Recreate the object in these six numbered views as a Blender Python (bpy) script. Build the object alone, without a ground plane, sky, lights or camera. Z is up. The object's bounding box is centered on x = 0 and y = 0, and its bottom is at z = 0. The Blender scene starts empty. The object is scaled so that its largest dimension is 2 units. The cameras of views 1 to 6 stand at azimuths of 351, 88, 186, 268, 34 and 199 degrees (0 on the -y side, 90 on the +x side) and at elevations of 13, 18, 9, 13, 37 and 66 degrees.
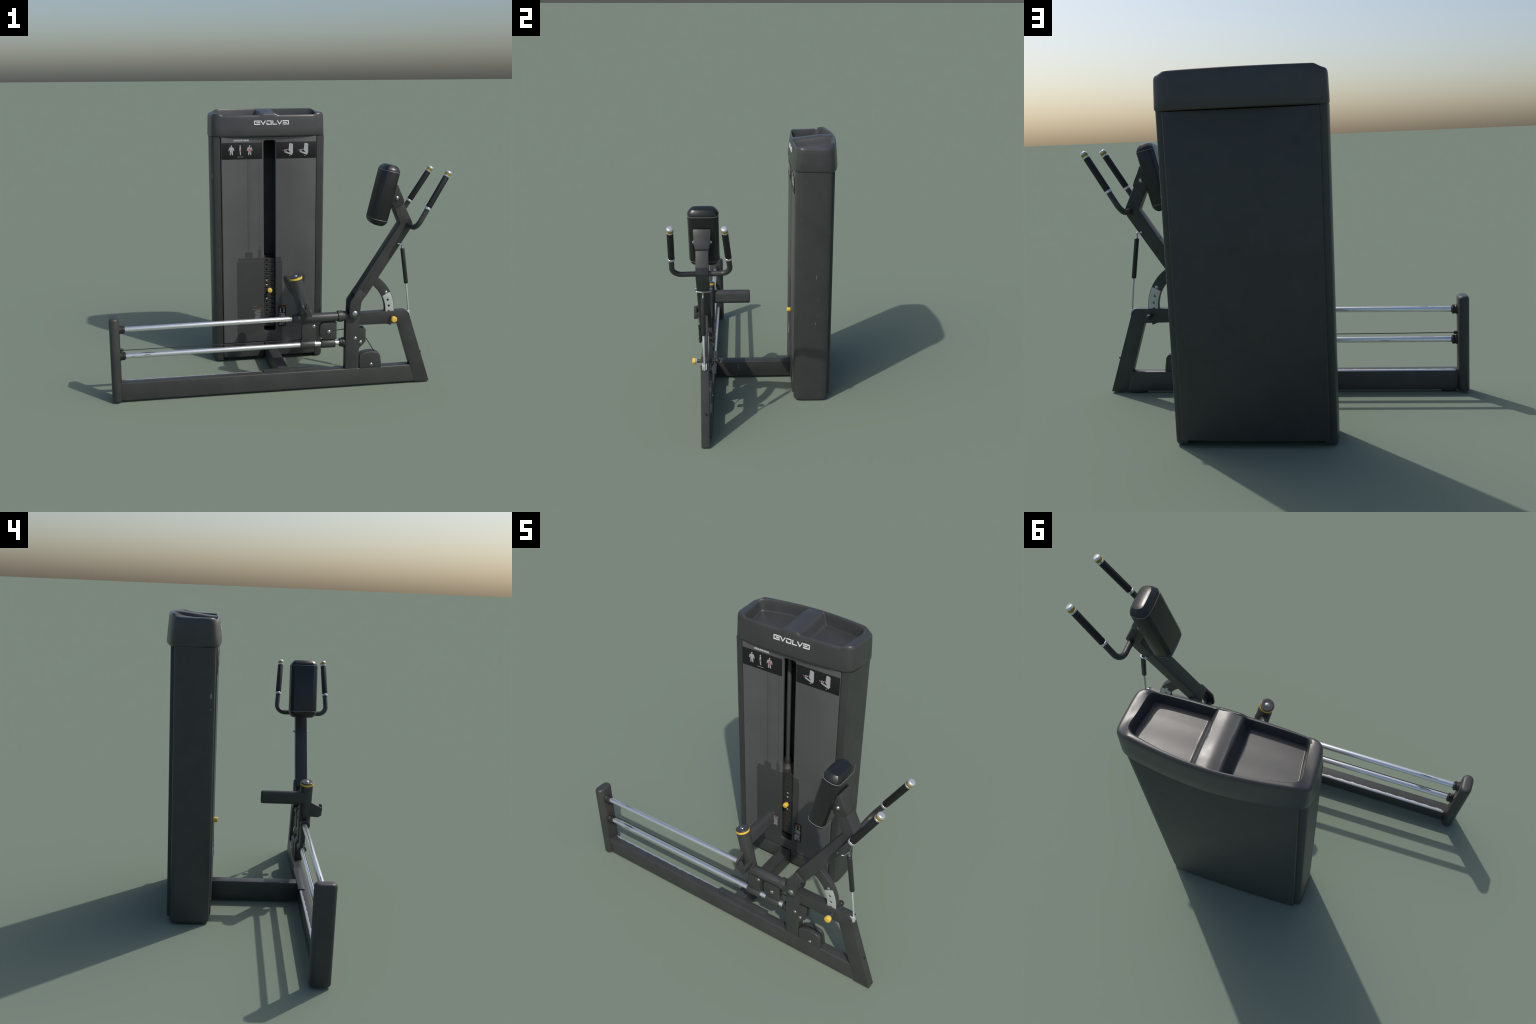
# Standing rear-kick cable gym machine: weight cabinet + low slide frame + pad arm.
import bpy, bmesh, math, random
import numpy as np
from mathutils import Vector, Matrix
random.seed(7)

# ------------------------------------------------------------------ materials
def new_mat(name):
    m = bpy.data.materials.new(name); m.use_nodes = True
    nt = m.node_tree; b = nt.nodes["Principled BSDF"]
    return m, nt, b

def N(nt, kind, **kw):
    n = nt.nodes.new(kind)
    for k, v in kw.items():
        setattr(n, k, v)
    return n

def math_node(nt, op, a, b=None, c=None):
    n = N(nt, "ShaderNodeMath", operation=op)
    for i, v in enumerate((a, b, c)):
        if v is None: continue
        if isinstance(v, (int, float)): n.inputs[i].default_value = v
        else: nt.links.new(v, n.inputs[i])
    return n.outputs[0]

def mix_col(nt, fac, a, b):
    n = N(nt, "ShaderNodeMix", data_type='RGBA')
    for i, v in ((0, fac), (6, a), (7, b)):
        if isinstance(v, (int, float)): n.inputs[i].default_value = v
        elif isinstance(v, tuple): n.inputs[i].default_value = (*v, 1)
        else: nt.links.new(v, n.inputs[i])
    return n.outputs[2]

def mix_val(nt, fac, a, b):
    n = N(nt, "ShaderNodeMix", data_type='FLOAT')
    nt.links.new(fac, n.inputs[0]); n.inputs[2].default_value = a; n.inputs[3].default_value = b
    return n.outputs[0]

def noise(nt, scale, detail=3, stretch=(1, 1, 1), rough=.6):
    tc = N(nt, "ShaderNodeTexCoord"); mp = N(nt, "ShaderNodeMapping")
    mp.inputs["Scale"].default_value = stretch
    nz = N(nt, "ShaderNodeTexNoise"); nz.inputs["Scale"].default_value = scale
    nz.inputs["Detail"].default_value = detail; nz.inputs["Roughness"].default_value = rough
    nt.links.new(tc.outputs["Object"], mp.inputs[0]); nt.links.new(mp.outputs[0], nz.inputs["Vector"])
    return nz.outputs["Fac"]

def step(nt, v, lo, hi):
    n = N(nt, "ShaderNodeMapRange"); n.interpolation_type = 'SMOOTHSTEP'
    nt.links.new(v, n.inputs[0]); n.inputs[1].default_value = lo; n.inputs[2].default_value = hi
    return n.outputs[0]

def bump(nt, b, h, strength, dist):
    n = N(nt, "ShaderNodeBump"); n.inputs["Strength"].default_value = strength
    n.inputs["Distance"].default_value = dist
    nt.links.new(h, n.inputs["Height"]); nt.links.new(n.outputs[0], b.inputs["Normal"])

def coated(name, col, rough, vary=.18, metal=0.0, spec=.5, grain=0.0, chips=(), tint_boxes=(), scuff=0.0):
    """Powder-coated / moulded surface: slight mottling, grain, optional paint chips
    (ellipses y,z,half_y,half_z) and optional tinted window areas (x0,x1,z0,z1,strength)."""
    m, nt, b = new_mat(name)
    f = noise(nt, 9, 4)
    dark = tuple(c * (1 - vary) for c in col); light = tuple(c * (1 + vary) for c in col)
    c = mix_col(nt, step(nt, f, .3, .7), dark, light)
    r = mix_val(nt, noise(nt, 35, 2), rough - .05, rough + .05)
    xyz = None
    if chips or tint_boxes:
        tc = N(nt, "ShaderNodeTexCoord"); sp = N(nt, "ShaderNodeSeparateXYZ")
        nt.links.new(tc.outputs["Object"], sp.inputs[0]); xyz = sp.outputs
    for (x0, x1, z0, z1, s) in tint_boxes:
        ins = None
        for o, lo, hi in ((xyz[0], x0, x1), (xyz[2], z0, z1)):
            a = math_node(nt, 'MULTIPLY', step(nt, o, lo - .0025, lo + .0025),
                          math_node(nt, 'SUBTRACT', 1.0, step(nt, o, hi - .0025, hi + .0025)))
            ins = a if ins is None else math_node(nt, 'MULTIPLY', ins, a)
        c = mix_col(nt, math_node(nt, 'MULTIPLY', ins, s), c, (.012, .014, .013))
    for (cy, cz, hy, hz) in chips:
        dy = math_node(nt, 'DIVIDE', math_node(nt, 'SUBTRACT', xyz[1], cy), hy)
        dz = math_node(nt, 'DIVIDE', math_node(nt, 'SUBTRACT', xyz[2], cz), hz)
        d = math_node(nt, 'ADD', math_node(nt, 'MULTIPLY', dy, dy), math_node(nt, 'MULTIPLY', dz, dz))
        c = mix_col(nt, math_node(nt, 'SUBTRACT', 1.0, step(nt, d, .5, 1.0)), c, (.22, .225, .23))
    if scuff:
        s = step(nt, noise(nt, 60, 2, (1, 1, .06)), .74, .78)
        c = mix_col(nt, math_node(nt, 'MULTIPLY', s, scuff), c, (.16, .16, .165))
    nt.links.new(c, b.inputs["Base Color"]); nt.links.new(r, b.inputs["Roughness"])
    b.inputs["Metallic"].default_value = metal
    b.inputs["Specular IOR Level"].default_value = spec
    if grain:
        bump(nt, b, noise(nt, 420, 2), grain, .0006)
    return m

def chrome(name, col=(.78, .8, .83), rough=.18, wear=0.0, streak=(1, 1, 1), metal=1.0, mottle=0.0):
    m, nt, b = new_mat(name)
    b.inputs["Metallic"].default_value = metal
    if mottle: bump(nt, b, noise(nt, 70, 3, (.25, 1, 1)), mottle, .0012)
    c = mix_col(nt, noise(nt, 14, 3, streak), tuple(x * .85 for x in col), col)
    r = mix_val(nt, noise(nt, 40, 3, streak), rough - .05, rough + .1)
    if wear:
        w = step(nt, noise(nt, 34, 4, streak), .63, .66)
        c = mix_col(nt, math_node(nt, 'MULTIPLY', w, wear), c, (.05, .05, .05))
    nt.links.new(c, b.inputs["Base Color"]); nt.links.new(r, b.inputs["Roughness"])
    return m

FRAME_COL = (.046, .0485, .0465)
M_frame = coated("powder_coat_charcoal", FRAME_COL, .42, .10, spec=.45, grain=.05)
M_shell_a = coated("cabinet_shell_charcoal", FRAME_COL, .45, .08, grain=.05, scuff=.2,
                   chips=[(.361, .855, .0022, .018), (.358, .545, .0018, .014), (.372, .60, .001, .008),
                          (.372, .71, .001, .010), (.26, 1.22, .0015, .003), (.437, 1.144, .002, .010)])
M_shell_b = coated("cabinet_shell_charcoal_worn", FRAME_COL, .45, .08, grain=.05, scuff=.2,
                   chips=[(.250, 1.265, .006, .017), (.250, 1.195, .004, .004)])
M_back = coated("back_panel_dark", (.041, .0435, .042), .5, .08, grain=.05)
M_tray = coated("moulded_tray_plastic", (.048, .0495, .0495), .36, .08, spec=.55, grain=.03)
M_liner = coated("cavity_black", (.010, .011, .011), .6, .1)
M_slot = coated("cavity_grey", (.085, .090, .093), .5, .1)  # grey lightened so bay parts match their brightness in the shade
M_stack = coated("weight_plate_iron", (.040, .040, .039), .45, .3, grain=.1)
M_label = coated("label_black", (.0125, .0135, .0135), .55, .05, spec=.3)
M_pad = coated("pad_vinyl_black", (.014, .015, .0155), .32, .12, spec=.5, grain=.04)
M_grip = coated("grip_rubber_black", (.011, .011, .011), .6, .1, grain=.2)
M_yellow = coated("yellow_plastic", (.80, .52, .06), .4, .06)
M_gold = coated("gold_band", (.38, .27, .03), .35, .2, metal=.3)
M_white = coated("white_print", (.82, .83, .83), .5, .03)
M_grey_print = coated("pale_grey_print", (.42, .43, .43), .5, .06)
M_fine_print = coated("fine_grey_print", (.27, .28, .28), .5, .1)
M_red = coated("red_print", (.36, .07, .08), .5, .05)
M_orange = coated("orange_print", (.27, .115, .06), .5, .1)
M_steel = chrome("bolt_steel", (.62, .63, .64), .28)
M_chrome = chrome("end_cap_chrome", (.86, .85, .85), .24, metal=.7)
M_rod = chrome("guide_rod_steel", (.95, .95, .955), .22, wear=.85, streak=(.10, 1, 1), metal=.86, mottle=.6)
M_zinc = chrome("zinc_plate", (.60, .64, .61), .42, metal=.35)
M_cable = coated("cable_black", (.016, .015, .015), .5, .1)
M_ring = coated("collar_black", (.022, .023, .023), .45, .2)
M_piping = coated("seam_piping_grey", (.20, .205, .21), .4, .1)

# beam top: bright silvery strip along the rear top edge with a ragged border
M_strip = chrome("pale_strip_silver", (.58, .59, .61), .36, metal=.55)

# opaque panel material with dark silhouettes of stack and guide rods painted in
def silhouette_panel():
    m, nt, b = new_mat("silhouette_panel_grey")
    tc = N(nt, "ShaderNodeTexCoord"); sp = N(nt, "ShaderNodeSeparateXYZ")
    nt.links.new(tc.outputs["Object"], sp.inputs[0]); X, Z = sp.outputs[0], sp.outputs[2]
    c = mix_col(nt, step(nt, noise(nt, 7, 4), .3, .7), (.088, .091, .089), (.098, .100, .098))
    mask = None
    boxes = [(-.173, .133, .10, .692, .62), (-.163, .126, .692, .716, .62), (-.117, -.067, .716, .755, .62), (-.033, -.006, .716, .772, .5),
             (-.098, -.090, .755, 1.37, .36), (-.083, -.078, .755, 1.37, .24), (-.024, -.014, .772, .80, .45), (-.0215, -.0165, .80, 1.37, .30)]
    for (x0, x1, z0, z1, s) in boxes:
        ins = s
        for o, lo, hi, e in ((X, x0, x1, .002), (Z, z0, z1, .003)):
            ins = math_node(nt, 'MULTIPLY', ins, math_node(nt, 'MULTIPLY', step(nt, o, lo - e, lo + e),
                            math_node(nt, 'SUBTRACT', 1.0, step(nt, o, hi - e, hi + e))))
        mask = ins if mask is None else math_node(nt, 'MAXIMUM', mask, ins)
    c = mix_col(nt, mask, c, (.024, .027, .026))
    nt.links.new(c, b.inputs["Base Color"])
    b.inputs["Roughness"].default_value = .42
    b.inputs["Specular IOR Level"].default_value = .4
    return m
M_panel = silhouette_panel()

# ------------------------------------------------------------------ helpers
scene = bpy.context.scene
def link(ob, parent):
    scene.collection.objects.link(ob)
    ob.parent = parent
    return ob

def finish(me, mats, angle=35):
    for m in (mats if isinstance(mats, (list, tuple)) else [mats]):
        me.materials.append(m)
    me.shade_smooth(); me.set_sharp_from_angle(angle=math.radians(angle))

def make(name, verts, faces, mat, parent, bevel=0, seg=2, angle=35, fmat=None):
    me = bpy.data.meshes.new(name)
    me.from_pydata([tuple(v) for v in verts], [], faces)
    bm = bmesh.new(); bm.from_mesh(me)
    bmesh.ops.remove_doubles(bm, verts=bm.verts, dist=1e-6)
    bmesh.ops.recalc_face_normals(bm, faces=bm.faces)
    if bevel:
        es = [e for e in bm.edges if len(e.link_faces) == 2 and e.calc_face_angle(0) > math.radians(25)]
        bmesh.ops.bevel(bm, geom=es, offset=bevel, segments=seg, profile=.5, affect='EDGES', clamp_overlap=True)
    bm.to_mesh(me); bm.free()
    finish(me, mat, angle)
    return link(bpy.data.objects.new(name, me), parent)

def box(name, x, y, z, mat, parent, bevel=.003, seg=2):
    v = [(a, b, c) for a in x for b in y for c in z]
    f = [(0, 1, 3, 2), (4, 6, 7, 5), (0, 4, 5, 1), (2, 3, 7, 6), (0, 2, 6, 4), (1, 5, 7, 3)]
    return make(name, v, f, mat, parent, bevel, seg)

def rounded(pts, r, n=5):
    """Fillet a closed polygon; r is one radius or one per corner."""
    out = []; k = len(pts)
    for i in range(k):
        p = Vector(pts[i]); a = Vector(pts[i - 1]); c = Vector(pts[(i + 1) % k])
        ri = r[i] if isinstance(r, (list, tuple)) else r
        if ri <= 0: out.append(tuple(p)); continue
        u, v = (a - p), (c - p); lu, lv = u.length, v.length; u /= lu; v /= lv
        ang = u.angle(v)
        if ang > math.pi - .05: out.append(tuple(p)); continue
        t = min(ri / math.tan(ang / 2), lu * .49, lv * .49); rr = t * math.tan(ang / 2)
        cen = p + (u + v).normalized() * (rr / math.sin(ang / 2))
        s, e = p + u * t - cen, p + v * t - cen
        tot = s.angle(e)
        for j in range(n + 1):
            q = j / n
            w = (s * math.sin((1 - q) * tot) + e * math.sin(q * tot)) / math.sin(tot)
            out.append(tuple(cen + w))
    return out

MAPS = {'y': lambda a, b, d: (a, d, b), 'x': lambda a, b, d: (d, a, b), 'z': lambda a, b, d: (a, b, d)}
def prism(name, outline, axis, lo, hi, mat, parent, bevel=.002, seg=2, angle=35):
    """Extrude a 2-D outline along an axis ('y': outline is x,z; 'x': y,z; 'z': x,y)."""
    f = MAPS[axis]; n = len(outline)
    v = [f(a, b, lo) for a, b in outline] + [f(a, b, hi) for a, b in outline]
    faces = [tuple(range(n)), tuple(range(n, 2 * n))] + [(i, (i + 1) % n, n + (i + 1) % n, n + i) for i in range(n)]
    return make(name, v, faces, mat, parent, bevel, seg, angle)

def plate_with_holes(name, outer, holes, axis, lo, hi, mat, parent, bevel=.002):
    """Flat plate with real holes, from a filled 2-D curve."""
    cu = bpy.data.curves.new(name, 'CURVE'); cu.dimensions = '2D'; cu.fill_mode = 'BOTH'
    t = (hi - lo) / 2; cu.extrude = t - bevel; cu.bevel_depth = bevel; cu.bevel_resolution = 2; cu.offset = -bevel
    for loop in [outer] + holes:
        s = cu.splines.new('POLY'); s.points.add(len(loop) - 1); s.use_cyclic_u = True
        for p, q in zip(s.points, loop): p.co = (q[0], q[1], 0, 1)
    tmp = bpy.data.objects.new("tmp", cu); scene.collection.objects.link(tmp)
    me = bpy.data.meshes.new_from_object(tmp.evaluated_get(bpy.context.evaluated_depsgraph_get()))
    bpy.data.objects.remove(tmp); bpy.data.curves.remove(cu)
    f = MAPS[axis]
    for v in me.vertices:
        v.co = f(v.co.x, v.co.y, (lo + hi) / 2 + v.co.z)
    bm = bmesh.new(); bm.from_mesh(me); bmesh.ops.remove_doubles(bm, verts=bm.verts, dist=1e-5)
    bmesh.ops.recalc_face_normals(bm, faces=bm.faces); bm.to_mesh(me); bm.free()
    me.materials.clear(); finish(me, mat); me.name = name
    return link(bpy.data.objects.new(name, me), parent)

def frame_for(d):
    d = Vector(d).normalized()
    a = Vector((0, 0, 1)) if abs(d.z) < .9 else Vector((1, 0, 0))
    u = d.cross(a).normalized()
    return u, d.cross(u).normalized()

def lathe_geo(p0, p1, prof, seg=32):
    """prof: list of (t along axis in metres, radius); closed with caps."""
    p0, p1 = Vector(p0), Vector(p1); d = (p1 - p0).normalized(); u, w = frame_for(d)
    V, F = [], []
    for t, r in prof:
        for i in range(seg):
            a = 2 * math.pi * i / seg
            V.append(p0 + d * t + (u * math.cos(a) + w * math.sin(a)) * r)
    m = len(prof)
    for j in range(m - 1):
        for i in range(seg):
            F.append((j * seg + i, j * seg + (i + 1) % seg, (j + 1) * seg + (i + 1) % seg, (j + 1) * seg + i))
    F.append(tuple(range(seg))); F.append(tuple(range((m - 1) * seg, m * seg)))
    return V, F

def rod(name, p0, p1, r, mat, parent, edge=.003, seg=32, r1=None):
    L = (Vector(p1) - Vector(p0)).length; r1 = r if r1 is None else r1
    e = min(edge, r * .9, L * .45)
    k = [(e * (1 - math.cos(a)), e * (1 - math.sin(a))) for a in (0, .52, 1.05, 1.57)]
    prof = [(t, r - q) for t, q in k] + [(L - t, r1 - q) for t, q in reversed(k)]
    V, F = lathe_geo(p0, p1, prof, seg)
    return make(name, V, F, mat, parent, angle=40)

def lathe(name, p0, p1, prof, mat, parent, seg=32, angle=40):
    V, F = lathe_geo(p0, p1, prof, seg)
    return make(name, V, F, mat, parent, angle=angle)

def fillet_path(pts, r, n=10):
    out = [Vector(pts[0])]
    for i in range(1, len(pts) - 1):
        p, a, c = Vector(pts[i]), Vector(pts[i - 1]), Vector(pts[i + 1])
        u, v = (a - p).normalized(), (c - p).normalized(); ang = u.angle(v)
        t = r / math.tan(ang / 2); cen = p + (u + v).normalized() * (r / math.sin(ang / 2))
        s, e = p + u * t - cen, p + v * t - cen; tot = s.angle(e)
        for j in range(n + 1):
            q = j / n
            out.append(cen + (s * math.sin((1 - q) * tot) + e * math.sin(q * tot)) / math.sin(tot))
    out.append(Vector(pts[-1])); return out

def tube(name, path, r, mat, parent, seg=24):
    path = [Vector(p) for p in path]; V, F = [], []
    d = (path[1] - path[0]).normalized(); u, w = frame_for(d)
    for k, p in enumerate(path):
        t = (path[min(k + 1, len(path) - 1)] - path[max(k - 1, 0)]).normalized()
        u = (u - t * u.dot(t)).normalized(); w = t.cross(u)
        for i in range(seg):
            a = 2 * math.pi * i / seg; V.append(p + (u * math.cos(a) + w * math.sin(a)) * r)
    for j in range(len(path) - 1):
        for i in range(seg):
            F.append((j * seg + i, j * seg + (i + 1) % seg, (j + 1) * seg + (i + 1) % seg, (j + 1) * seg + i))
    F.append(tuple(range(seg))); F.append(tuple(range((len(path) - 1) * seg, len(path) * seg)))
    return make(name, V, F, mat, parent, angle=50)

BOLTS = {}
def bolt(pos, direction, r, parent, mat=None, h=None, dome=True):
    """Round-head bolt: washer rim plus domed head; meshes shared by size."""
    mat = mat or M_steel; h = h or r * .55; key = (round(r, 4), round(h, 4), mat.name)
    if key not in BOLTS:
        prof = [(-.004, r * .98), (0, r), (h * .25, r), (h * .35, r * .86)]
        prof += [(h * (.35 + .65 * math.sin(a)), r * .86 * math.cos(a)) for a in (.35, .7, 1.05, 1.3)]
        V, F = lathe_geo((0, 0, 0), (0, 0, 1), prof, 20)
        me = bpy.data.meshes.new("bolt"); me.from_pydata([tuple(v) for v in V], [], F)
        bm = bmesh.new(); bm.from_mesh(me); bmesh.ops.recalc_face_normals(bm, faces=bm.faces); bm.to_mesh(me); bm.free()
        finish(me, mat, 50); BOLTS[key] = me
    ob = bpy.data.objects.new("bolt", BOLTS[key])
    ob.matrix_local = Matrix.Translation(Vector(pos)) @ Vector(direction).to_track_quat('Z', 'Y').to_matrix().to_4x4()
    return link(ob, parent)

def loft(name, rings, mat, parent, cap=True, angle=35):
    n = len(rings[0]); V = [p for r in rings for p in r]; F = []
    for j in range(len(rings) - 1):
        for i in range(n):
            F.append((j * n + i, j * n + (i + 1) % n, (j + 1) * n + (i + 1) % n, (j + 1) * n + i))
    if cap:
        F.append(tuple(range(n))); F.append(tuple(range((len(rings) - 1) * n, len(rings) * n)))
    return make(name, V, F, mat, parent, angle=angle)

# ------------------------------------------------------------------ root
root = bpy.data.objects.new("glute_kick_machine", None)
scene.collection.objects.link(root)
root["label"] = "charcoal gym machine with weight cabinet, slide rails and padded arm"
root["category"] = "gym machine"

# ================================================================== weight cabinet
XC = .0465
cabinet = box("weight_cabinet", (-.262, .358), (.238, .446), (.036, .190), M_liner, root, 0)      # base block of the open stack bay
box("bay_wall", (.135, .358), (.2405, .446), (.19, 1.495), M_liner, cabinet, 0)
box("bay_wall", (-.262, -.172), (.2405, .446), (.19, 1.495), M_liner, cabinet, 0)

# side shells: rounded-front channel section, one per side
half_section = [(.314, .236), (.316, .229), (.340, .229), (.356, .234), (.367, .247), (.3725, .27), (.3745, .34), (.3738, .405), (.3725, .424), (.368, .436), (.360, .442), (.348, .4440), (.314, .4440)]
for s in (1, -1):
    o = [(XC + s * a, b) for a, b in half_section]
    levels = [(.0015, .020), (.0035, .011), (.010, .004), (.020, 0), (1.512, 0)]
    rings = []
    cx, cy = XC + s * .345, .335
    for z, ins in levels:
        rings.append([(cx + (a - cx) * (1 - ins / .06) if abs(a - cx) else a, cy + (b - cy) * (1 - ins / .12), z) for a, b in o])
    loft("side_panel", rings, M_shell_a if s > 0 else M_shell_b, cabinet, angle=28)

# front panel with the long rounded slot
slot = rounded([(.0100, .203), (.088, .203), (.088, 1.487), (.0100, 1.487)], .016, 6)
plate_with_holes("front_panel", rounded([(-.2655, .129), (.3585, .129), (.3585, 1.512), (-.2655, 1.512)], .004, 3),
                 [slot], 'y', .222, .240, M_panel, cabinet, bevel=.005)
M_lower = coated("lower_panel_grey", (.056, .058, .057), .42, .08, spec=.4)
for x0, x1, r in ((-.2655, .0075, .012), (.0845, .3585, .012)):
    prism("lower_front_panel", rounded([(x0, .028), (x1, .028), (x1, .1265), (x0, .1265)], [r, .002, .002, .004] if x0 < 0 else [.002, r, .004, .002], 4), 'y', .2225, .240, M_lower, cabinet, .003)
box("slot_backing", (-.171, .134), (.4530, .4545), (.19, 1.345), M_slot, cabinet, 0)  # stops short at z 1.345, so the area above it looks darker
box("slot_cheek", (.0888, .0915), (.2395, .256), (.204, 1.487), M_slot, cabinet, 0)
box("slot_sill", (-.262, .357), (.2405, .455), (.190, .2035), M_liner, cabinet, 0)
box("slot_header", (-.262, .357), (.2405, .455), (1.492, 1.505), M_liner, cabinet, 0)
# back panel stands proud of the shells
bow = lambda a: .4630 + .0068 * (1 - (a / .34) ** 2)
back = rounded([(XC - .3375, .436), (XC - .3375, .4625)] + [(XC + a, bow(a)) for a in np.linspace(-.28, .28, 15)] + [(XC + .3375, .4625), (XC + .3375, .436), (XC + .318, .436), (XC + .318, .4555), (XC - .318, .4555), (XC - .318, .436)],
               [0, .007] + [0] * 15 + [.007, 0, 0, 0, 0, 0], 4)
prism("back_panel", back, 'z', .033, 1.5055, M_back, cabinet, .001)
bolt((.3795, .450, .62), (1, 0, 0), .004, cabinet, M_ring)

# weight plates, selector rod and pin
wp = None
for i in range(15):
    z = .687 - i * .0317
    if wp is None:
        wp = plate_with_holes("weight_plate", [(-.130, -.0146), (.0875, -.0146), (.0875, .0146), (-.130, .0146)],
                              [[(.033 + .0048 * math.cos(a), .0048 * math.sin(a)) for a in np.linspace(0, 2 * math.pi, 13)[:-1]]],
                              'y', .255, .395, M_stack, cabinet, bevel=.0018)
        wp.location.z = z
    else:
        q = wp.copy(); scene.collection.objects.link(q); q.location = (0, random.uniform(-.0008, .0008), z)
    # little pale number tags beside some holes
for i in (4, 5, 8):
    box("number_tag", (.028, .038), (.2538, .2565), (.687 - i * .0317 - .0115, .687 - i * .0317 - .0060), M_white, cabinet, 0)
rod("selector_rod", (-.011, .315, .70), (-.011, .315, 1.495), .0125, M_slot, cabinet, .001)
lathe("selector_collar", (-.011, .315, .70), (-.011, .315, .78), [(0, .05), (.012, .048), (.026, .030), (.032, .0205), (.062, .0205), (.066, .018)], M_stack, cabinet)
rod("selector_pin", (.047, .200, .491), (.047, .226, .491), .0155, M_yellow, cabinet, .004)
rod("pin_shaft", (.047, .224, .491), (.047, .252, .491), .007, M_steel, cabinet, .001)

# ---- moulded top tray
RIM_INNER = [(0, .2330), (.10, .2332), (.20, .2350), (.27, .2375), (.290, .2390), (.298, .2410), (.305, .245), (.311, .253), (.316, .266), (.319, .29),
             (.325, .34), (.331, .385), (.330, .408), (.322, .423), (.308, .4335), (.29, .4400), (.26, .4475), (.19, .4620), (.11, .473), (.045, .4785), (0, .4795)]
def cap_outline(n=480, half=None):
    half = half or [(0, .2065), (.10, .2068), (.20, .2095), (.27, .2145), (.314, .2195), (.317, .2200), (.338, .2255), (.354, .236), (.365, .252), (.3715, .28),
            (.3760, .34), (.3790, .395), (.3780, .424), (.371, .444), (.356, .4575), (.334, .4675), (.30, .4760), (.22, .4890), (.13, .4995), (.05, .5050), (0, .506)]
    pts = [(XC + a, b) for a, b in half] + [(XC - a, b) for a, b in half[-2:0:-1]]
    P = np.array(pts); k = len(P)
    out = []
    for i in range(k):                       # centripetal-ish Catmull-Rom
        p0, p1, p2, p3 = P[i - 1], P[i], P[(i + 1) % k], P[(i + 2) % k]
        L = np.linalg.norm(p2 - p1); m1 = (p2 - p0) / (np.linalg.norm(p2 - p0) + 1e-9) * L; m2 = (p3 - p1) / (np.linalg.norm(p3 - p1) + 1e-9) * L
        for t in np.linspace(0, 1, 8)[:-1]:
            h = (2*t**3 - 3*t**2 + 1, t**3 - 2*t**2 + t, -2*t**3 + 3*t**2, t**3 - t**2)
            out.append(h[0] * p1 + h[1] * m1 + h[2] * p2 + h[3] * m2)
    out = np.array(out)
    s = np.r_[0, np.cumsum(np.linalg.norm(np.diff(np.vstack([out, out[:1]]), axis=0), axis=1))]
    q = np.linspace(0, s[-1], n + 1)[:-1]; loop = np.vstack([out, out[:1]])
    return np.c_[np.interp(q, s, loop[:, 0]), np.interp(q, s, loop[:, 1])]

def inset(P, d, side=None):
    t = np.roll(P, -1, 0) - np.roll(P, 1, 0); t /= np.linalg.norm(t, axis=1)[:, None]
    nrm = np.c_[-t[:, 1], t[:, 0]]                   # loop runs counter-clockwise
    if side is not None: d = d + (side - d) * nrm[:, :1] ** 2
    return P + nrm * d

def sst(x, a, b):
    t = np.clip((x - a) / (b - a), 0, 1); return t * t * (3 - 2 * t)

def rim_z(x, y):
    dx = np.abs(x - XC)
    back = .031 * sst(y, .30, .455) * (1 - .68 * sst(dx, .310, .366)); side = .011 * sst(dx, .29, .325)
    z = 1.648 + (back ** 3 + side ** 3) ** (1 / 3)
    sad = 1 - sst(dx, .034, .066)
    return z + sad * np.clip(1.659 + .020 * sst(y, .22, .45) - z, 0, 1)

O = cap_outline(); nO = len(O); rings = []
for z, d in ((1.513, .030), (1.5085, .016), (1.509, .008), (1.514, .002), (1.523, 0)):
    rings.append(np.c_[inset(O, d), np.full(nO, z)])
for f, d, sd in ((.35, .0045, .0015), (.7, .0095, .0030), (.86, .0118, .0042), (.93, .0140, .0065), (.975, .0170, .0105), (.995, .0200, .0145), (1.0, .0240, .019)):
    p = inset(O, d, sd); rings.append(np.c_[p, 1.523 + (rim_z(p[:, 0], p[:, 1]) - 1.523) * f])
inner = cap_outline(half=RIM_INNER); centre = np.array([XC, .345])
def top_surface(p):
    x, y = p[:, 0], p[:, 1]
    seg = np.roll(inner, -1, 0) - inner; L2 = (seg ** 2).sum(1)
    dist = np.empty(len(p))
    for i, q in enumerate(p):
        t = np.clip(((q - inner) * seg).sum(1) / L2, 0, 1)
        dist[i] = np.linalg.norm(inner + seg * t[:, None] - q, axis=1).min()
    floor = 1.597 + .014 * sst(y, .3, .45)
    dx = np.abs(x - XC)
    w_rim = 1 - sst(dist, 0, .0165)
    w_sad = 1 - sst(dx, .044, .083)
    rim = rim_z(x, y)
    sad = 1.659 + .020 * sst(y, .22, .45) - .004 * sst(dx, 0, .05)
    return np.maximum(floor + (rim - floor) * w_rim, floor + (np.maximum(sad, rim * 0) - floor) * w_sad)
for s in (.33, .67):
    p = rings[-1][:, :2] * (1 - (s - .0 if s < .5 else .5)) + inner * (s if s < .5 else .5)
    rings.append(np.c_[p, rim_z(p[:, 0], p[:, 1])])
for s in list(np.linspace(1.0, .78, 30)) + list(np.linspace(.765, .02, 44)):
    p = centre + (inner - centre) * s
    rings.append(np.c_[p, top_surface(p)])
tray = loft("top_tray", rings, M_tray, cabinet, angle=50)

def front_y(x, z):      # cap front surface
    base = np.interp(abs(x - XC), [0, .10, .20, .27], [.2065, .2068, .2095, .2145])
    return base + .0125 * (z - 1.523) / (1.65 - 1.523)

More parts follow.
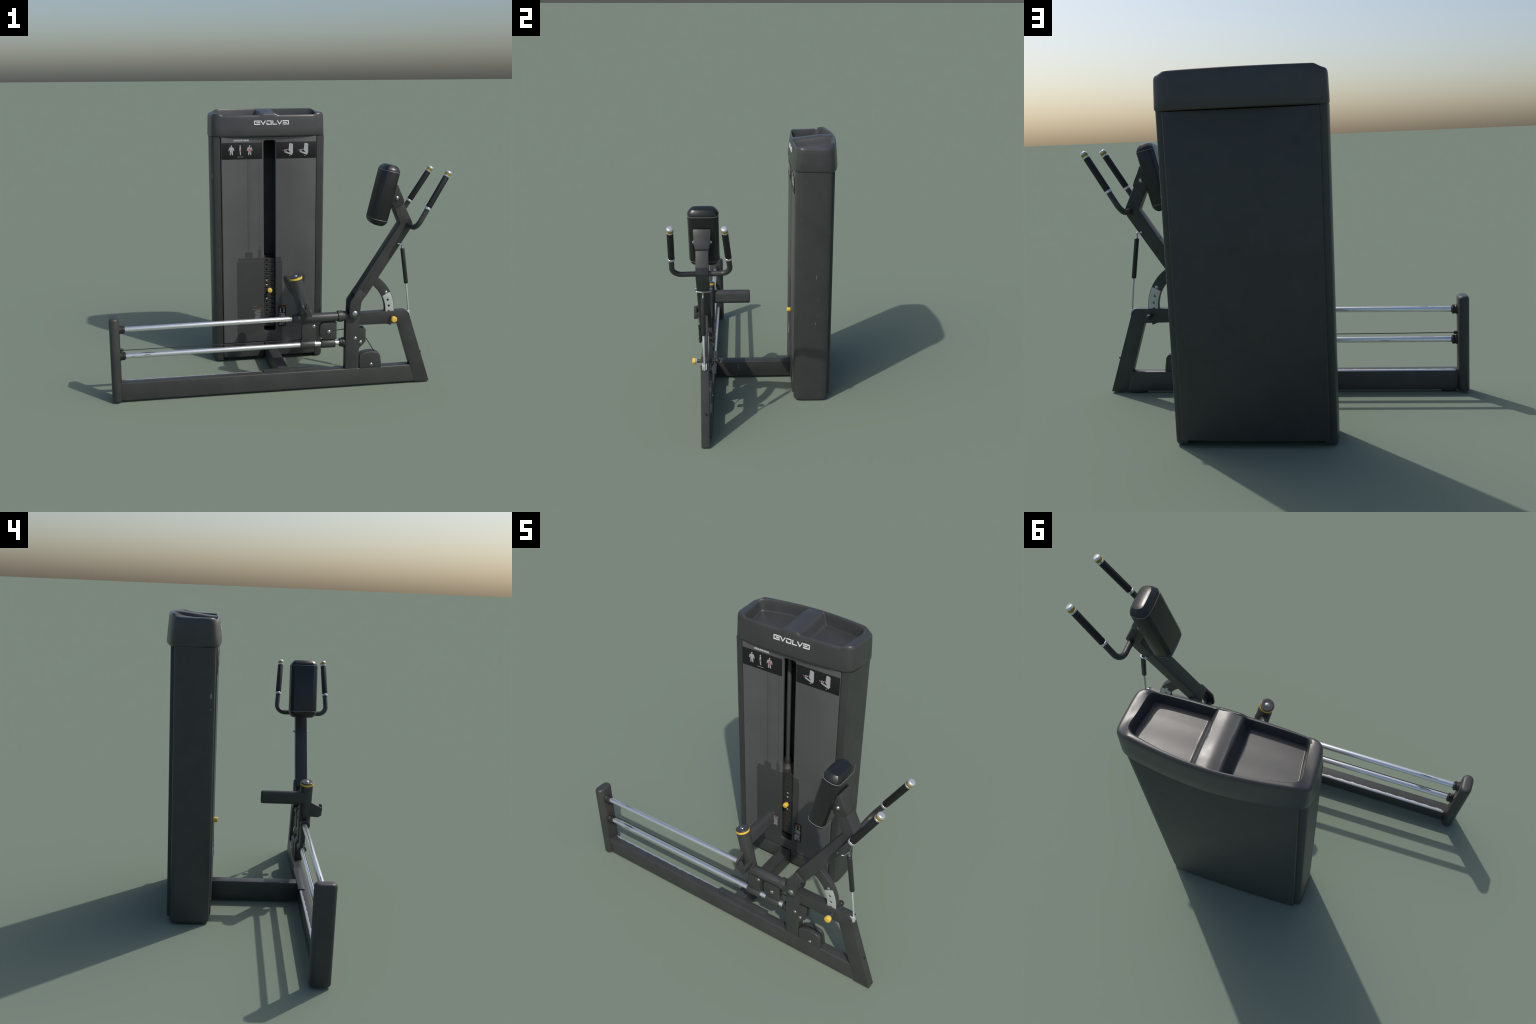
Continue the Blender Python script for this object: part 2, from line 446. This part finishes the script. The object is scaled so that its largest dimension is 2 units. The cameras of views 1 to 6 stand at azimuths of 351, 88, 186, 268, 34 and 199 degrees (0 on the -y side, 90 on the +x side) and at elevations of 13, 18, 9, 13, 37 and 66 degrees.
# ---- raised lettering on the cap (stroke letters: each stroke is a thin bar)
def bars(name, strokes, th, mat, parent, ysurf, depth=.0012):
    """Strokes are polylines in x,z; each is drawn as a flat ribbon of width th that follows ysurf(x,z)."""
    V, F = [], []
    for line in strokes:
        for (a, b) in zip(line[:-1], line[1:]):
            A, B = Vector(a), Vector(b); d = (B - A).normalized(); nrm = Vector((-d.y, d.x)) * th / 2
            A2, B2 = A - d * th * .5, B + d * th * .5
            c = [A2 + nrm, B2 + nrm, B2 - nrm, A2 - nrm]; k = len(V)
            for q in c: V.append((q.x, ysurf(q.x, q.y) - depth - k * 4e-6, q.y))
            for q in c: V.append((q.x, ysurf(q.x, q.y) + .003, q.y))
            F += [(k, k+1, k+2, k+3), (k+4, k+5, k+6, k+7)] + [(k+i, k+(i+1) % 4, k+4+(i+1) % 4, k+4+i) for i in range(4)]
    me = bpy.data.meshes.new(name); me.from_pydata(V, [], F); finish(me, mat)
    bm = bmesh.new(); bm.from_mesh(me); bmesh.ops.recalc_face_normals(bm, faces=bm.faces); bm.to_mesh(me); bm.free()
    return link(bpy.data.objects.new(name, me), parent)
for sx in (XC + .3155, XC - .3155):
    bars("cap_seam", [[(sx, 1.517), (sx, 1.632)]], .0016, M_liner, cabinet, lambda x, z: .2203 + .0118 * (z - 1.523) / .107, .0003)
lo, hi, mid, t = 1.5895, 1.6105, 1.600, .0053
glyphs = [
    [[(-.013, hi), (-.048, hi), (-.048, lo), (-.014, lo)], [(-.0335, mid), (-.0145, mid)]],                      # E
    [[(-.006, hi), (.0075, lo), (.021, hi)]],                                                              # V
    [[(.059, hi), (.059, lo), (.0315, lo), (.0305, mid - .0025)], [(.059, hi), (.036, hi), (.0325, hi - .001)], [(.0305, mid - .0025), (.0335, mid - .005)]],                       # open O
    [[(.070, hi), (.070, lo), (.094, lo)]],                                                                # L
    [[(.100, hi), (.1135, lo), (.127, hi)]],                                                               # V
    [[(.136, hi), (.171, hi), (.171, lo), (.136, lo)], [(.1565, mid), (.1375, mid)]],                            # reversed E
]
for g in glyphs:
    bars("logo_letter", g, t, M_white, cabinet, front_y)

# ---- information plates with printed pictograms
flat = lambda y: (lambda x, z: y)
box("label_plate", (-.2615, .0005), (.2208, .224), (1.3695, 1.4745), M_label, cabinet, .0004)
box("label_plate", (.0935, .3585), (.2208, .224), (1.3695, 1.4755), M_label, cabinet, .0004)

def decal(name, polys, mat, y=.2206, th=.0008):
    """Thin printed shapes: several closed x,z outlines joined in one part."""
    V, F = [], []
    for o in polys:
        n = len(o); k = len(V)
        t = th + .00006 * polys.index(o)
        V += [(a, y - t, b) for a, b in o] + [(a, y + .002, b) for a, b in o]
        F += [tuple(range(k, k + n))] + [(k+i, k+(i+1) % n, k+n+(i+1) % n, k+n+i) for i in range(n)]
    me = bpy.data.meshes.new(name); me.from_pydata(V, [], F)
    bm = bmesh.new(); bm.from_mesh(me); bmesh.ops.recalc_face_normals(bm, faces=bm.faces); bm.to_mesh(me); bm.free()
    finish(me, mat); ob = link(bpy.data.objects.new(name, me), cabinet)
    return ob
disc = lambda x, z, r, rz=None: [(x + r * math.cos(a), z + (rz or r) * math.sin(a)) for a in np.linspace(0, 2 * math.pi, 15)[:-1]]
def limb(a, b, ra, rb):
    A, B = Vector(a), Vector(b); d = (B - A).normalized(); n = Vector((-d.y, d.x))
    return [tuple(q) for q in (A + n * ra, A + n * ra * .6 - d * ra * .5, A - n * ra * .6 - d * ra * .5, A - n * ra, B - n * rb, B - n * rb * .6 + d * rb * .6, B + n * rb * .6 + d * rb * .6, B + n * rb)]
def person(cx, top, wide=1.0):
    z = top
    parts = [disc(cx, z - .0045, .0042, .0052)]
    if wide > .6:
        parts += [[(cx - .0105, z - .0140), (cx - .003, z - .0105), (cx + .003, z - .0105), (cx + .0105, z - .0140), (cx + .008, z - .032), (cx - .008, z - .032)]]
        for s in (1, -1):
            parts += [limb((cx + s * .0105, z - .0155), (cx + s * .0165, z - .034), .0034, .0024),
                      limb((cx + s * .0048, z - .030), (cx + s * .0062, z - .058), .0048, .0032),
                      limb((cx + s * .0062, z - .058), (cx + s * .0078, z - .0605), .0025, .002)]
    else:
        parts += [limb((cx, z - .0135), (cx - .0005, z - .032), .0048, .0050), limb((cx, z - .03), (cx + .001, z - .058), .0046, .0028),
                  limb((cx, z - .0595), (cx + .005, z - .0605), .002, .0016)]
    return parts
decal("pictogram_person", person(-.1985, 1.4585), M_grey_print)
decal("pictogram_person", person(-.1415, 1.4585, .4), M_grey_print)
decal("pictogram_person", person(-.0805, 1.4575), M_grey_print)
decal("pictogram_muscle", [limb((-.1412, 1.431), (-.141, 1.418), .0024, .002)], M_red, .2196, .0004)
decal("pictogram_muscle", [limb((-.077, 1.444), (-.074, 1.438), .003, .002), limb((-.083, 1.436), (-.078, 1.422), .003, .004),
                           limb((-.0855, 1.426), (-.0865, 1.413), .0022, .0014), limb((-.0745, 1.426), (-.0745, 1.413), .002, .0014)], M_red, .2196, .0004)
for dx in (0, .1005):
    decal("pictogram_machine", [
        [(.178 + dx, 1.464), (.182 + dx, 1.4665), (.199 + dx, 1.4635), (.2025 + dx, 1.459), (.2025 + dx, 1.402), (.190 + dx, 1.404), (.176 + dx, 1.418), (.172 + dx, 1.423), (.1755 + dx, 1.436)],
        [(.147 + dx, 1.409), (.190 + dx, 1.392), (.1945 + dx, 1.389), (.1965 + dx, 1.396), (.202 + dx, 1.400), (.194 + dx, 1.405), (.176 + dx, 1.408), (.150 + dx, 1.416)],
        limb((.147 + dx, 1.424), (.158 + dx, 1.425), .0018, .002), limb((.158 + dx, 1.417), (.166 + dx, 1.428), .0014, .002),
        limb((.149 + dx, 1.413), (.149 + dx, 1.423), .0014, .0014)], M_grey_print)
    decal("pictogram_arrow", [limb((.136 + dx, 1.424), (.145 + dx, 1.418), .0026, .0016)] + ([limb((.139 + dx, 1.420), (.149 + dx, 1.4235), .0015, .0016)] if dx else []), M_red)
    decal("caption_mark", [limb((.178 + dx, 1.3855), (.186 + dx, 1.3855), .0012, .0008)], M_grey_print)

def dashes(x0, x1, z, h, rng, fill=.8):
    out, x = [], x0
    while x < x1 - .002:
        w = rng.uniform(.003, .009); e = min(x + w, x1)
        if rng.random() < fill: out.append([(x, z - h), (e, z - h), (e, z + h), (x, z + h)])
        x = e + .0012
    return out
rng = random.Random(3)
decal("caption_mark", dashes(-.161, -.121, 1.3845, .0010, rng, .9), M_grey_print)

# heading above the first plate: built-in font, small print as it reads on the original
def text(name, body, x, z, size, y, mat, squeeze=1.0):
    cu = bpy.data.curves.new(name, 'FONT'); cu.body = body; cu.size = size; cu.extrude = .0006; cu.offset = size * .015
    tmp = bpy.data.objects.new("tmp", cu); scene.collection.objects.link(tmp)
    me = bpy.data.meshes.new_from_object(tmp.evaluated_get(bpy.context.evaluated_depsgraph_get()))
    bpy.data.objects.remove(tmp); bpy.data.curves.remove(cu)
    w = max(v.co.x for v in me.vertices)
    for v in me.vertices: v.co = (x + v.co.x / w * squeeze, y - v.co.z, z + v.co.y)
    me.materials.clear(); finish(me, mat)
    return link(bpy.data.objects.new(name, me), cabinet)
text("heading_text", "OXULSVE NAXK", -.183, 1.4845, .0150, .2216, M_white, .099)

# warning stickers low on the front panel
decal("warning_sticker", [[(.106, .231), (.159, .231), (.159, .386), (.106, .386)]], M_label, .2224, .0009)
decal("warning_heading", dashes(.122, .158, .383, .0022, rng, 1) + dashes(.128, .156, .3665, .0030, rng, .8), M_orange, .2210, .0006)
decal("warning_heading", dashes(-.052, -.008, .3605, .0026, rng, 1) + dashes(-.052, -.04, .3795, .0018, rng, 1), M_orange, .2220, .0008)
small = dashes(.108, .118, .381, .0018, rng) + dashes(.106, .118, .368, .0014, rng) + dashes(-.060, -.055, .380, .0018, rng, 1) + dashes(-.066, -.057, .359, .0014, rng, 1)
for cx in (.121, .145):
    small += [disc(cx, .357, .0035), disc(cx, .346, .0042, .006), limb((cx, .343), (cx - .002, .332), .0030, .0022), limb((cx + .001, .343), (cx + .004, .333), .0024, .002)]
for k in range(7): small += dashes(.113, .152, .3235 - k * .0040, .0013, rng, .85)
for k in range(9): small += dashes(.113, .152, .286 - k * .0052, .0014, rng, .8)
lines = decal("warning_print", small, M_fine_print, .2208, .0007); lines["kind"] = "stuff"
white = []
for k in range(13): white += dashes(-.056, -.013 - rng.uniform(0, .006), .352 - k * .0050, .0011, rng, .85)
lines = decal("warning_print", white, M_fine_print, .2220, .0008); lines["kind"] = "stuff"

# ================================================================== floor frame
BY0, BY1 = -.3465, -.288
beam = prism("floor_beam", [(-.950, .010), (.8735, .010), (.8395, .121), (-.950, .121)], 'y', BY0, BY1, M_frame, root, .006, 3)
# pale strip laid along the rear top edge, ragged inner border
rs = random.Random(11); n = 150; edge_pts = []
for i in range(n + 1):
    x = -.928 + (.835) * i / n
    taper = min(1, (x + .93) / .02) * (1.0 - .45 * max(0, (x + .35) / .3))
    edge_pts.append((x, BY1 - .0050 - (.0085 + rs.choice((0, 0, .0012, .003)) * rs.random() + .0012 * math.sin(x * 90)) * taper))
V, F = [], []
for x, y in edge_pts:
    V += [(x, y, .1216), (x, BY1 - .004, .1216), (x, BY1 - .0012, .1198), (x, BY1 + .0006, .115), (x, y, .118), (x, BY1 - .003, .113)]
for i in range(n):
    k = i * 6
    for a, b in ((0, 1), (1, 2), (2, 3), (3, 5), (5, 4), (4, 0)):
        F.append((k + a, k + b, k + 6 + b, k + 6 + a))
F += [(0, 1, 2, 3, 5, 4), tuple(n * 6 + i for i in (0, 1, 2, 3, 5, 4))]
make("pale_edge_strip", V, F, M_strip, beam, angle=60)
for x0, x1 in ((-.935, -.855), (-.06, .03), (.765, .862)):
    prism("foot_pad", rounded([(x0, -.338), (x1, -.338), (x1, -.292), (x0, -.292)], .02, 5), 'z', 0, .012, M_ring, beam, .002)

stadium = rounded([(-1.0, -.3645), (-.941, -.3645), (-.941, -.2565), (-1.0, -.2565)], .0285, 8)
rings = []
cx, cy = -.969, -.3105
for z, k in ((.0095, .006), (.011, .0015), (.016, 0), (.506, 0), (.513, .002), (.5185, .006), (.521, .012), (.522, .02)):
    rings.append([(a + (cx - a) * k / .029, b + (cy - b) * k / .054, z) for a, b in stadium])
M_post = coated("post_coat", FRAME_COL, .42, .10, spec=.45, grain=.05)
post = loft("end_post", rings, M_post, beam, angle=40)

FY0, FY1 = -.3460, -.2985
upright = prism("upright", rounded([(.419, .119), (.506, .119), (.506, .470), (.419, .470)], [0, 0, .004, .02], 4), 'y', FY0 - .001, FY1 + .001, M_frame, beam, .004, 3)
aframe = [(.500, .400), (.752, .397), (.8735, .006), (.967, .006), (.8225, .446), (.817, .462), (.804, .475), (.790, .478), (.500, .474)]
prism("rear_leg_frame", rounded(aframe, [0, .004, 0, .002, .01, .01, .01, .01, 0], 3), 'y', FY0, FY1, M_frame, beam, .005, 3)
link_bar = box("link_beam", (.0125, .0800), (-.290, .228), (.011, .1235), M_frame, beam, .006, 3)
box("mounting_plate", (-.086, .258), (-.318, -.2795), (.117, .1285), M_frame, beam, .003)
lathe("leg_bolt", (.912, -.318, .1955), (.920, -.318, .198), [(-.004, .0055), (.002, .0055), (.004, .0045), (.0065, .002)], M_ring, beam, 16)

# ================================================================== guide rods, collars and cable
RY = -.3155
for z, z1, r, x1 in ((.4440, .4540, .0152, .12), (.2800, .2855, .0152, .425)):
    g = rod("guide_rod", (-.945, RY, z), (x1, RY, z1), r, M_rod, root, .001)
    lathe("rod_collar", (-.942, RY, z), (-.90, RY, z), [(0, .026), (.008, .026), (.010, .0235), (.013, .0225), (.016, .0245), (.026, .0245), (.028, .021), (.029, .0165), (.033, .016)], M_ring, g)
lathe("rod_collar", (.385, RY, .2855), (.43, RY, .2855), [(0, .02), (.004, .026), (.016, .026), (.019, .03), (.034, .03)], M_ring, g)
rod("cable_anchor", (-.944, -.314, .3175), (-.922, -.314, .3175), .009, M_ring, g, .003, 16)
cable = tube("cable", fillet_path([(-.93, -.316, .3165), (-.6, -.316, .316), (.0, -.316, .3165), (.27, -.316, .335)], .3, 4), .0024, M_cable, root, 10)
tube("cable_run", [(.36, -.318, .3665), (.44, -.318, .372)], .0028, M_cable, cable, 10)
tube("cable_run", [(.535, -.318, .330), (.560, -.318, .298), (.607, -.318, .222), (.612, -.318, .19)], .0028, M_cable, cable, 10)

# ================================================================== sliding carriage
CY = -.320
carriage = rod("carriage_tube", (.0965, CY, .4545), (.375, CY, .4545), .0285, M_frame, root, .003)
lathe("carriage_hub", (.371, CY, .4555), (.43, CY, .4555), [(0, .031), (.002, .0345), (.030, .0345), (.0325, .0335), (.0335, .031), (.056, .0305)], M_frame, carriage)
lathe("tube_bushing", (.090, CY, .4525), (.10, CY, .4525), [(0, .0165), (.001, .021), (.008, .021)], M_ring, carriage)
L0, L1 = Vector((.1690, -.319, .4480)), Vector((.1115, -.3175, .7140))
lv = rod("kick_post", L0, L1, .0365, M_frame, carriage, .002, 40)
ax = (L1 - L0).normalized()
lathe("yellow_ring", L1 - ax * .013, L1, [(0, .0368), (.001, .0382), (.011, .0382), (.0125, .0372)], M_yellow, carriage, 40)
lathe("post_cap", L1, L1 + ax, [(0, .0365), (.003, .0365), (.006, .034), (.007, .030), (.0055, .017), (.0055, .012)], M_tray, carriage, 40)
bolt(L1 + ax * .0055, ax, .0125, carriage, h=.008)
rc = L0.lerp(L1, .635)
roller_o = rounded([(-.0235, -.041), (.0235, -.041), (.0235, .041), (-.0235, .041)], .0205, 8)
rings = []
for y, k in ((-.318, 0), (-.060, 0), (-.055, .0015), (-.0515, .005), (-.050, .010)):
    s = 1 - k / .040
    rings.append([(rc.x - .0165 + a * s - .22 * b * s, y, rc.z + .002 + b * s) for a, b in roller_o])
loft("foot_roller", rings, M_frame, carriage, angle=40)
# hook on the operator side
prism("cable_hook", rounded([(-.335, .592), (-.352, .588), (-.409, .560), (-.416, .552), (-.407, .502), (-.398, .497), (-.335, .500)], [0, 0, .006, .006, .006, .006, 0], 3), 'x', .130, .142, M_frame, carriage, .004)
prism("cable_hook", rounded([(.1305, .556), (.141, .553), (.153, .522), (.155, .570), (.166, .574), (.191, .494), (.185, .488), (.168, .497)], [.004, .004, .006, .005, .005, .004, .004, .01], 3), 'y', -.420, -.402, M_frame, carriage, .005)
hk = prism("cable_hook", rounded([(-.418, .490), (-.330, .500), (-.330, .545), (-.404, .530)], [.005, 0, 0, .005], 3), 'x', .1755, .1895, M_frame, carriage, .004)
# lower slider with its double web
rod("slide_bushing", (.143, RY, .284), (.230, RY, .284), .0262, M_frame, carriage, .004)
for y0, y1 in ((-.3295, -.319), (-.312, -.3015)):
    box("carriage_web", (.149, .232), (y0, y1), (.292, .440), M_frame, carriage, .003)
box("carriage_web", (.151, .170), (-.320, -.311), (.300, .435), M_frame, carriage, .002)
box("carriage_web", (.226, .238), (-.322, -.309), (.316, .425), M_frame, carriage, .002)
bolt((.2240, -.3295, .402), (0, -1, 0), .0105, carriage)
bolt((.236, -.318, .300), (1, 0, 0), .007, carriage)
rod("slide_bushing", (.272, RY, .284), (.359, RY, .284), .0272, M_frame, carriage, .004)
housing = rounded([(.262, .405), (.259, .372), (.262, .345), (.272, .326), (.281, .314), (.366, .312), (.366, .421), (.279, .421)], [.01, .02, .02, .02, .006, .004, .004, .012], 4)
for y0, y1 in ((-.3335, -.3215), (-.3095, -.2975)):
    prism("pulley_housing", housing, 'y', y0, y1, M_frame, carriage, .004)
lathe("pulley_wheel", (.312, -.321, .366), (.312, -.310, .366), [(0, .045), (.0025, .045), (.005, .036), (.006, .036), (.0085, .045), (.0110, .045)], M_ring, carriage)
bolt((.3170, -.3335, .363), (0, -1, 0), .0115, carriage)
bolt((.3170, -.2975, .363), (0, 1, 0), .0115, carriage)

# ================================================================== pulley bracket on upright and base cover
brk = rounded([(.498, .250), (.508, .250), (.546, .290), (.5465, .371), (.540, .377), (.498, .379)], [0, .004, .008, .005, .005, 0], 3)
bracket = prism("pulley_bracket", brk, 'y', -.3450, -.331, M_frame, root, .002)
prism("pulley_bracket_plate", brk, 'y', -.308, -.2955, M_frame, bracket, .002)
lathe("pulley_wheel", (.512, -.330, .325), (.512, -.309, .325), [(0, .036), (.005, .036), (.010, .028), (.012, .028), (.017, .036), (.021, .036)], M_ring, bracket)
prism("pulley_bracket_plate", rounded([(.506, .362), (.538, .362), (.538, .384), (.506, .384)], .004, 3), 'y', -.331, -.309, M_frame, bracket, .002)
for x, z in ((.480, .316), (.514, .290)):
    bolt((x, -.3465, z), (0, -1, 0), .0105, bracket, h=.006)
    bolt((x, -.295, z), (0, 1, 0), .0105, bracket, h=.006)
cov = [(.511, .118), (.508, .190), (.511, .203), (.532, .2160), (.556, .2225), (.582, .2245), (.613, .2205), (.632, .213), (.643, .196), (.653, .118)]
cov_r = rounded(cov, [0, .01, .012, .02, .02, .03, .02, .014, .016, 0], 4)
cover = prism("pulley_cover", cov_r, 'y', -.3490, -.3250, M_frame, root, .005, 3)
prism("pulley_cover_plate", cov_r, 'y', -.3105, -.2930, M_frame, cover, .005, 3)
lathe("pulley_wheel", (.583, -.3245, .170), (.583, -.3095, .170), [(0, .043), (.003, .043), (.007, .036), (.008, .036), (.012, .043), (.0150, .043)], M_ring, cover)
bolt((.585, -.3490, .142), (0, -1, 0), .0095, cover, h=.006)
bolt((.585, -.293, .142), (0, 1, 0), .0095, cover, h=.006)

# ================================================================== support arm
AY0, AY1 = -.3600, -.2860
AC = (AY0 + AY1) / 2
arm_o = [(.466, .600), (.492, .571), (.533, .577), (.8020, .988), (.8165, 1.0225), (.7575, 1.1450), (.6960, 1.1200), (.7375, 1.0240)]
arm = prism("support_arm", rounded(arm_o, [.008, .004, .004, .012, .012, 0, 0, .004], 4), 'y', AY0, AY1, M_frame, root, .008, 3)
# flared head bracket under the pad
quads = []
for (xa, za), (xb, zb), y0, y1 in (((.6985, 1.1060), (.7540, 1.1390), -.3605, -.2855), ((.6900, 1.125), (.7590, 1.1550), -.3625, -.2835), ((.668, 1.175), (.7455, 1.187), -.3695, -.2765), ((.672, 1.215), (.7285, 1.220), -.3715, -.2745), ((.695, 1.245), (.7135, 1.258), -.3735, -.2725)):
    quads.append([(xa, y0, za), (xa, y1, za), (xb, y1, zb), (xb, y0, zb)])
V = [p for q in quads for p in q]; F = [(0, 1, 2, 3), tuple(16 + i for i in range(4))]
for j in range(len(quads) - 1):
    F += [(j*4 + i, j*4 + (i+1) % 4, j*4 + 4 + (i+1) % 4, j*4 + 4 + i) for i in range(4)]
make("pad_bracket", V, F, M_frame, arm, .003, 2)
for y, d in ((-.3695, -1), (-.2765, 1)):
    bolt((.709, y, 1.181), (0, d, 0), .0115, arm, h=.010)
# bracket cheeks at the pivot
PX, PZ = .467, .4815
arc = [(PX + .0325 * math.cos(a), PZ + .0325 * math.sin(a)) for a in np.linspace(0, -math.pi, 13)]
cheek = [(.5075, .552), (.5005, .54)] [:1] + arc + [(.4365, .548), (.4425, .561), (.4930, .6355), (.5385, .598)]
for y0, y1 in ((-.3715, -.3570), (-.2890, -.2745)):
    prism("pivot_cheek", cheek, 'y', y0, y1, M_frame, arm, .003)
for y, d in ((-.3715, -1), (-.2745, 1)):
    bolt((PX, y, .4825), (0, d, 0), .0165, arm, h=.008)
rod("pivot_shaft", (PX, -.37, PZ), (PX, -.276, PZ), .022, M_frame, arm, .001)
bolt((.6385, -.323, .868), (-.84, 0, .54), .0042, arm, M_ring, h=.006)

# slotted quadrant that sets the arm angle
def ring_sector(r0, r1, a0, a1, n=28):
    A = np.linspace(math.radians(a0), math.radians(a1), n)
    return [(PX + r1 * math.cos(a), PZ + r1 * math.sin(a)) for a in A] + [(PX + r0 * math.cos(a), PZ + r0 * math.sin(a)) for a in A[::-1]]
hole = lambda a, r=.0070, R=.2255: [(PX + R * math.cos(math.radians(a)) + r * math.cos(t), PZ + R * math.sin(math.radians(a)) + r * math.sin(t)) for t in np.linspace(0, 2 * math.pi, 17)[:-1]]
HOLES = [hole(a) for a in (17.2, 7.4, -1.6)]
sect = ring_sector(.2005, .2600, -22, 56)
quadrant = plate_with_holes("angle_quadrant", sect, HOLES, 'y', -.3345, -.3045, M_frame, root, bevel=.0025)
for y0, y1 in ((-.3375, -.3335), (-.3055, -.3015)):
    plate_with_holes("index_plate", rounded(ring_sector(.2030, .2560, -3, 27, 16), .004, 2), HOLES, 'y', y0, y1, M_zinc, quadrant, bevel=.0008)
for y, d in ((-.3345, -1), (-.3045, 1)):
    bolt((.671, y, .596), (0, d, 0), .0095, quadrant, h=.005)

# spring plunger: yellow pull knob in front, dark ball behind
plunger = rod("plunger_body", (.708, -.372, .4385), (.708, -.300, .4385), .0105, M_frame, root, .001)
rod("pull_knob", (.708, -.400, .4385), (.708, -.378, .4385), .0185, M_yellow, plunger, .005)
rod("knob_washer", (.708, -.3795, .4385), (.708, -.375, .4385), .0150, M_white, plunger, .001)
rod("plunger_tail", (.709, -.300, .439), (.709, -.255, .439), .0085, M_frame, plunger, .001)
lathe("ball_knob", (.709, -.270, .439), (.709, -.23, .439), [(.0005 + .0165 - .0165 * math.cos(a), .0165 * math.sin(a) + .0002) for a in np.linspace(.25, math.pi - .12, 14)], M_ring, plunger)

# ================================================================== chest pad
U = Vector((.2297, 0, .9733)).normalized(); W = Vector((U.z, 0, -U.x))      # pad axis / depth axis (towards +x)
C0, C1 = Vector((.6052, -.3165, 1.0535)), Vector((.6740, -.3165, 1.3370))
def pad_ring(t, k, kw=None):
    c = C0 + U * t; kw = k if kw is None else kw
    half = [(.0500, .0), (.0485, .0610), (.0390, .0790), (.0170, .0875), (-.0130, .0880), (-.0360, .0800), (-.0490, .0600), (-.0515, .0)]
    loop = half + [(a, -b) for a, b in half[-2:0:-1]]
    return [tuple(c + W * (a * k) + Vector((0, b * kw, 0))) for a, b in loop]
Lp = (C1 - C0).length
pad_rings = [pad_ring(-.0355, .40, .62), pad_ring(-.0335, .60, .74), pad_ring(-.023, .84, .88), pad_ring(-.010, .965, .97), pad_ring(0, 1), pad_ring(Lp, 1),
             pad_ring(Lp + .010, .965, .97), pad_ring(Lp + .023, .82, .87), pad_ring(Lp + .0345, .56, .74), pad_ring(Lp + .0375, .34, .58)]
pad = loft("chest_pad", pad_rings, M_pad, root, angle=24)
for t in (0, Lp):
    path = [Vector(p) for p in pad_ring(t, 1.003)]
    V, F = [], []; n = len(path); k = 6
    for i, p in enumerate(path):
        o = (p - (C0 + U * t)).normalized()
        for j in range(k):
            a = 2 * math.pi * j / k; V.append(p + (o * math.cos(a) + U * math.sin(a)) * .0016)
    for i in range(n):
        for j in range(k):
            F.append((i*k + j, i*k + (j+1) % k, ((i+1) % n)*k + (j+1) % k, ((i+1) % n)*k + j))
    make("seam_piping", V, F, M_piping, pad)

# ================================================================== handle bar with grips
HD = Vector((.5, 0, .866)); B = Vector((.7870, AC - .007, 1.0065))
gn, gf = Vector((.8550, -.4860, 1.1305)), Vector((.8560, -.1725, 1.1325))
tn, tf = Vector((.9795, -.4760, 1.3415)), Vector((.9830, -.1895, 1.3390))
def corner(g, t): # where the grip line meets the cross bar's x
    d = (t - g).normalized(); return g - d * ((g.x - B.x) / d.x)
cn, cf = corner(gn, tn), corner(gf, tf)
path = fillet_path([gn + (tn - gn) * .1, Vector((B.x, cn.y - .001, cn.z)), Vector((B.x, cf.y + .001, cf.z)), gf + (tf - gf) * .1], .052, 12)
bar = tube("handle_bar", path, .0152, M_frame, root)
for g, tip in ((gn, tn), (gf, tf)):
    d = (tip - g).normalized(); L = (tip - g).length
    rod("grip", g + d * .006, tip - d * .030, .0180, M_grip, bar, .002)
    rod("grip_collar", g - d * .006, g + d * .0075, .0197, M_chrome, bar, .002)
    lathe("end_cap", tip - d * .034, tip, [(0, .0182), (.002, .0194), (.009, .0194), (.010, .0182), (.0235, .0182), (.0245, .0192), (.031, .0190), (.035, .0168), (.037, .0125), (.0375, .007)], M_chrome, bar)
    lathe("gold_band", tip - d * .0245, tip, [(0, .0180), (.0006, .0189), (.0138, .0189), (.0144, .0180)], M_gold, bar)

# ================================================================== gas strut
s0, s1, s2, s3 = Vector((.825, -.3225, .452)), Vector((.801, -.3235, .645)), Vector((.769, -.3240, .866)), Vector((.7635, -.3240, .9010))
strut = rod("gas_strut", s1, s2, .0128, M_ring, root, .005)
rod("strut_rod", s0, s1 + (s1 - s0) * .02, .0050, M_zinc, strut, .001, 16)
lathe("strut_end", s2 - (s3 - s2) * .1, s3, [(0, .0055), (.012, .0055), (.014, .0048), (.034, .0048), (.036, .0065), (.040, .0065)], M_steel, strut, 16)
tube("strut_yoke", fillet_path([(.728, -.3685, .9035), (.757, -.3680, .8985), (.764, -.3240, .8975), (.757, -.2785, .8985), (.728, -.2780, .9035)], .012, 4), .0036, M_steel, strut, 12)
for y, d in ((-.361, -1), (-.285, 1)):
    bolt((.727, y, .9040), (0, d, 0), .0085, strut, h=.014)
rod("strut_end", s0 - (s1 - s0) * .09, s0 + (s1 - s0) * .10, .0070, M_zinc, strut, .002, 16)
rod("strut_clevis_pin", (.8155, -.3470, .4555), (.8155, -.2920, .4555), .0050, M_ring, strut, .001, 14)
prism("strut_clevis", rounded([(.800, .478), (.822, .470), (.834, .437), (.822, .440)], .004, 3), 'y', -.336, -.330, M_zinc, strut, .001)
prism("strut_clevis", rounded([(.800, .478), (.822, .470), (.834, .437), (.822, .440)], .004, 3), 'y', -.315, -.309, M_zinc, strut, .001)
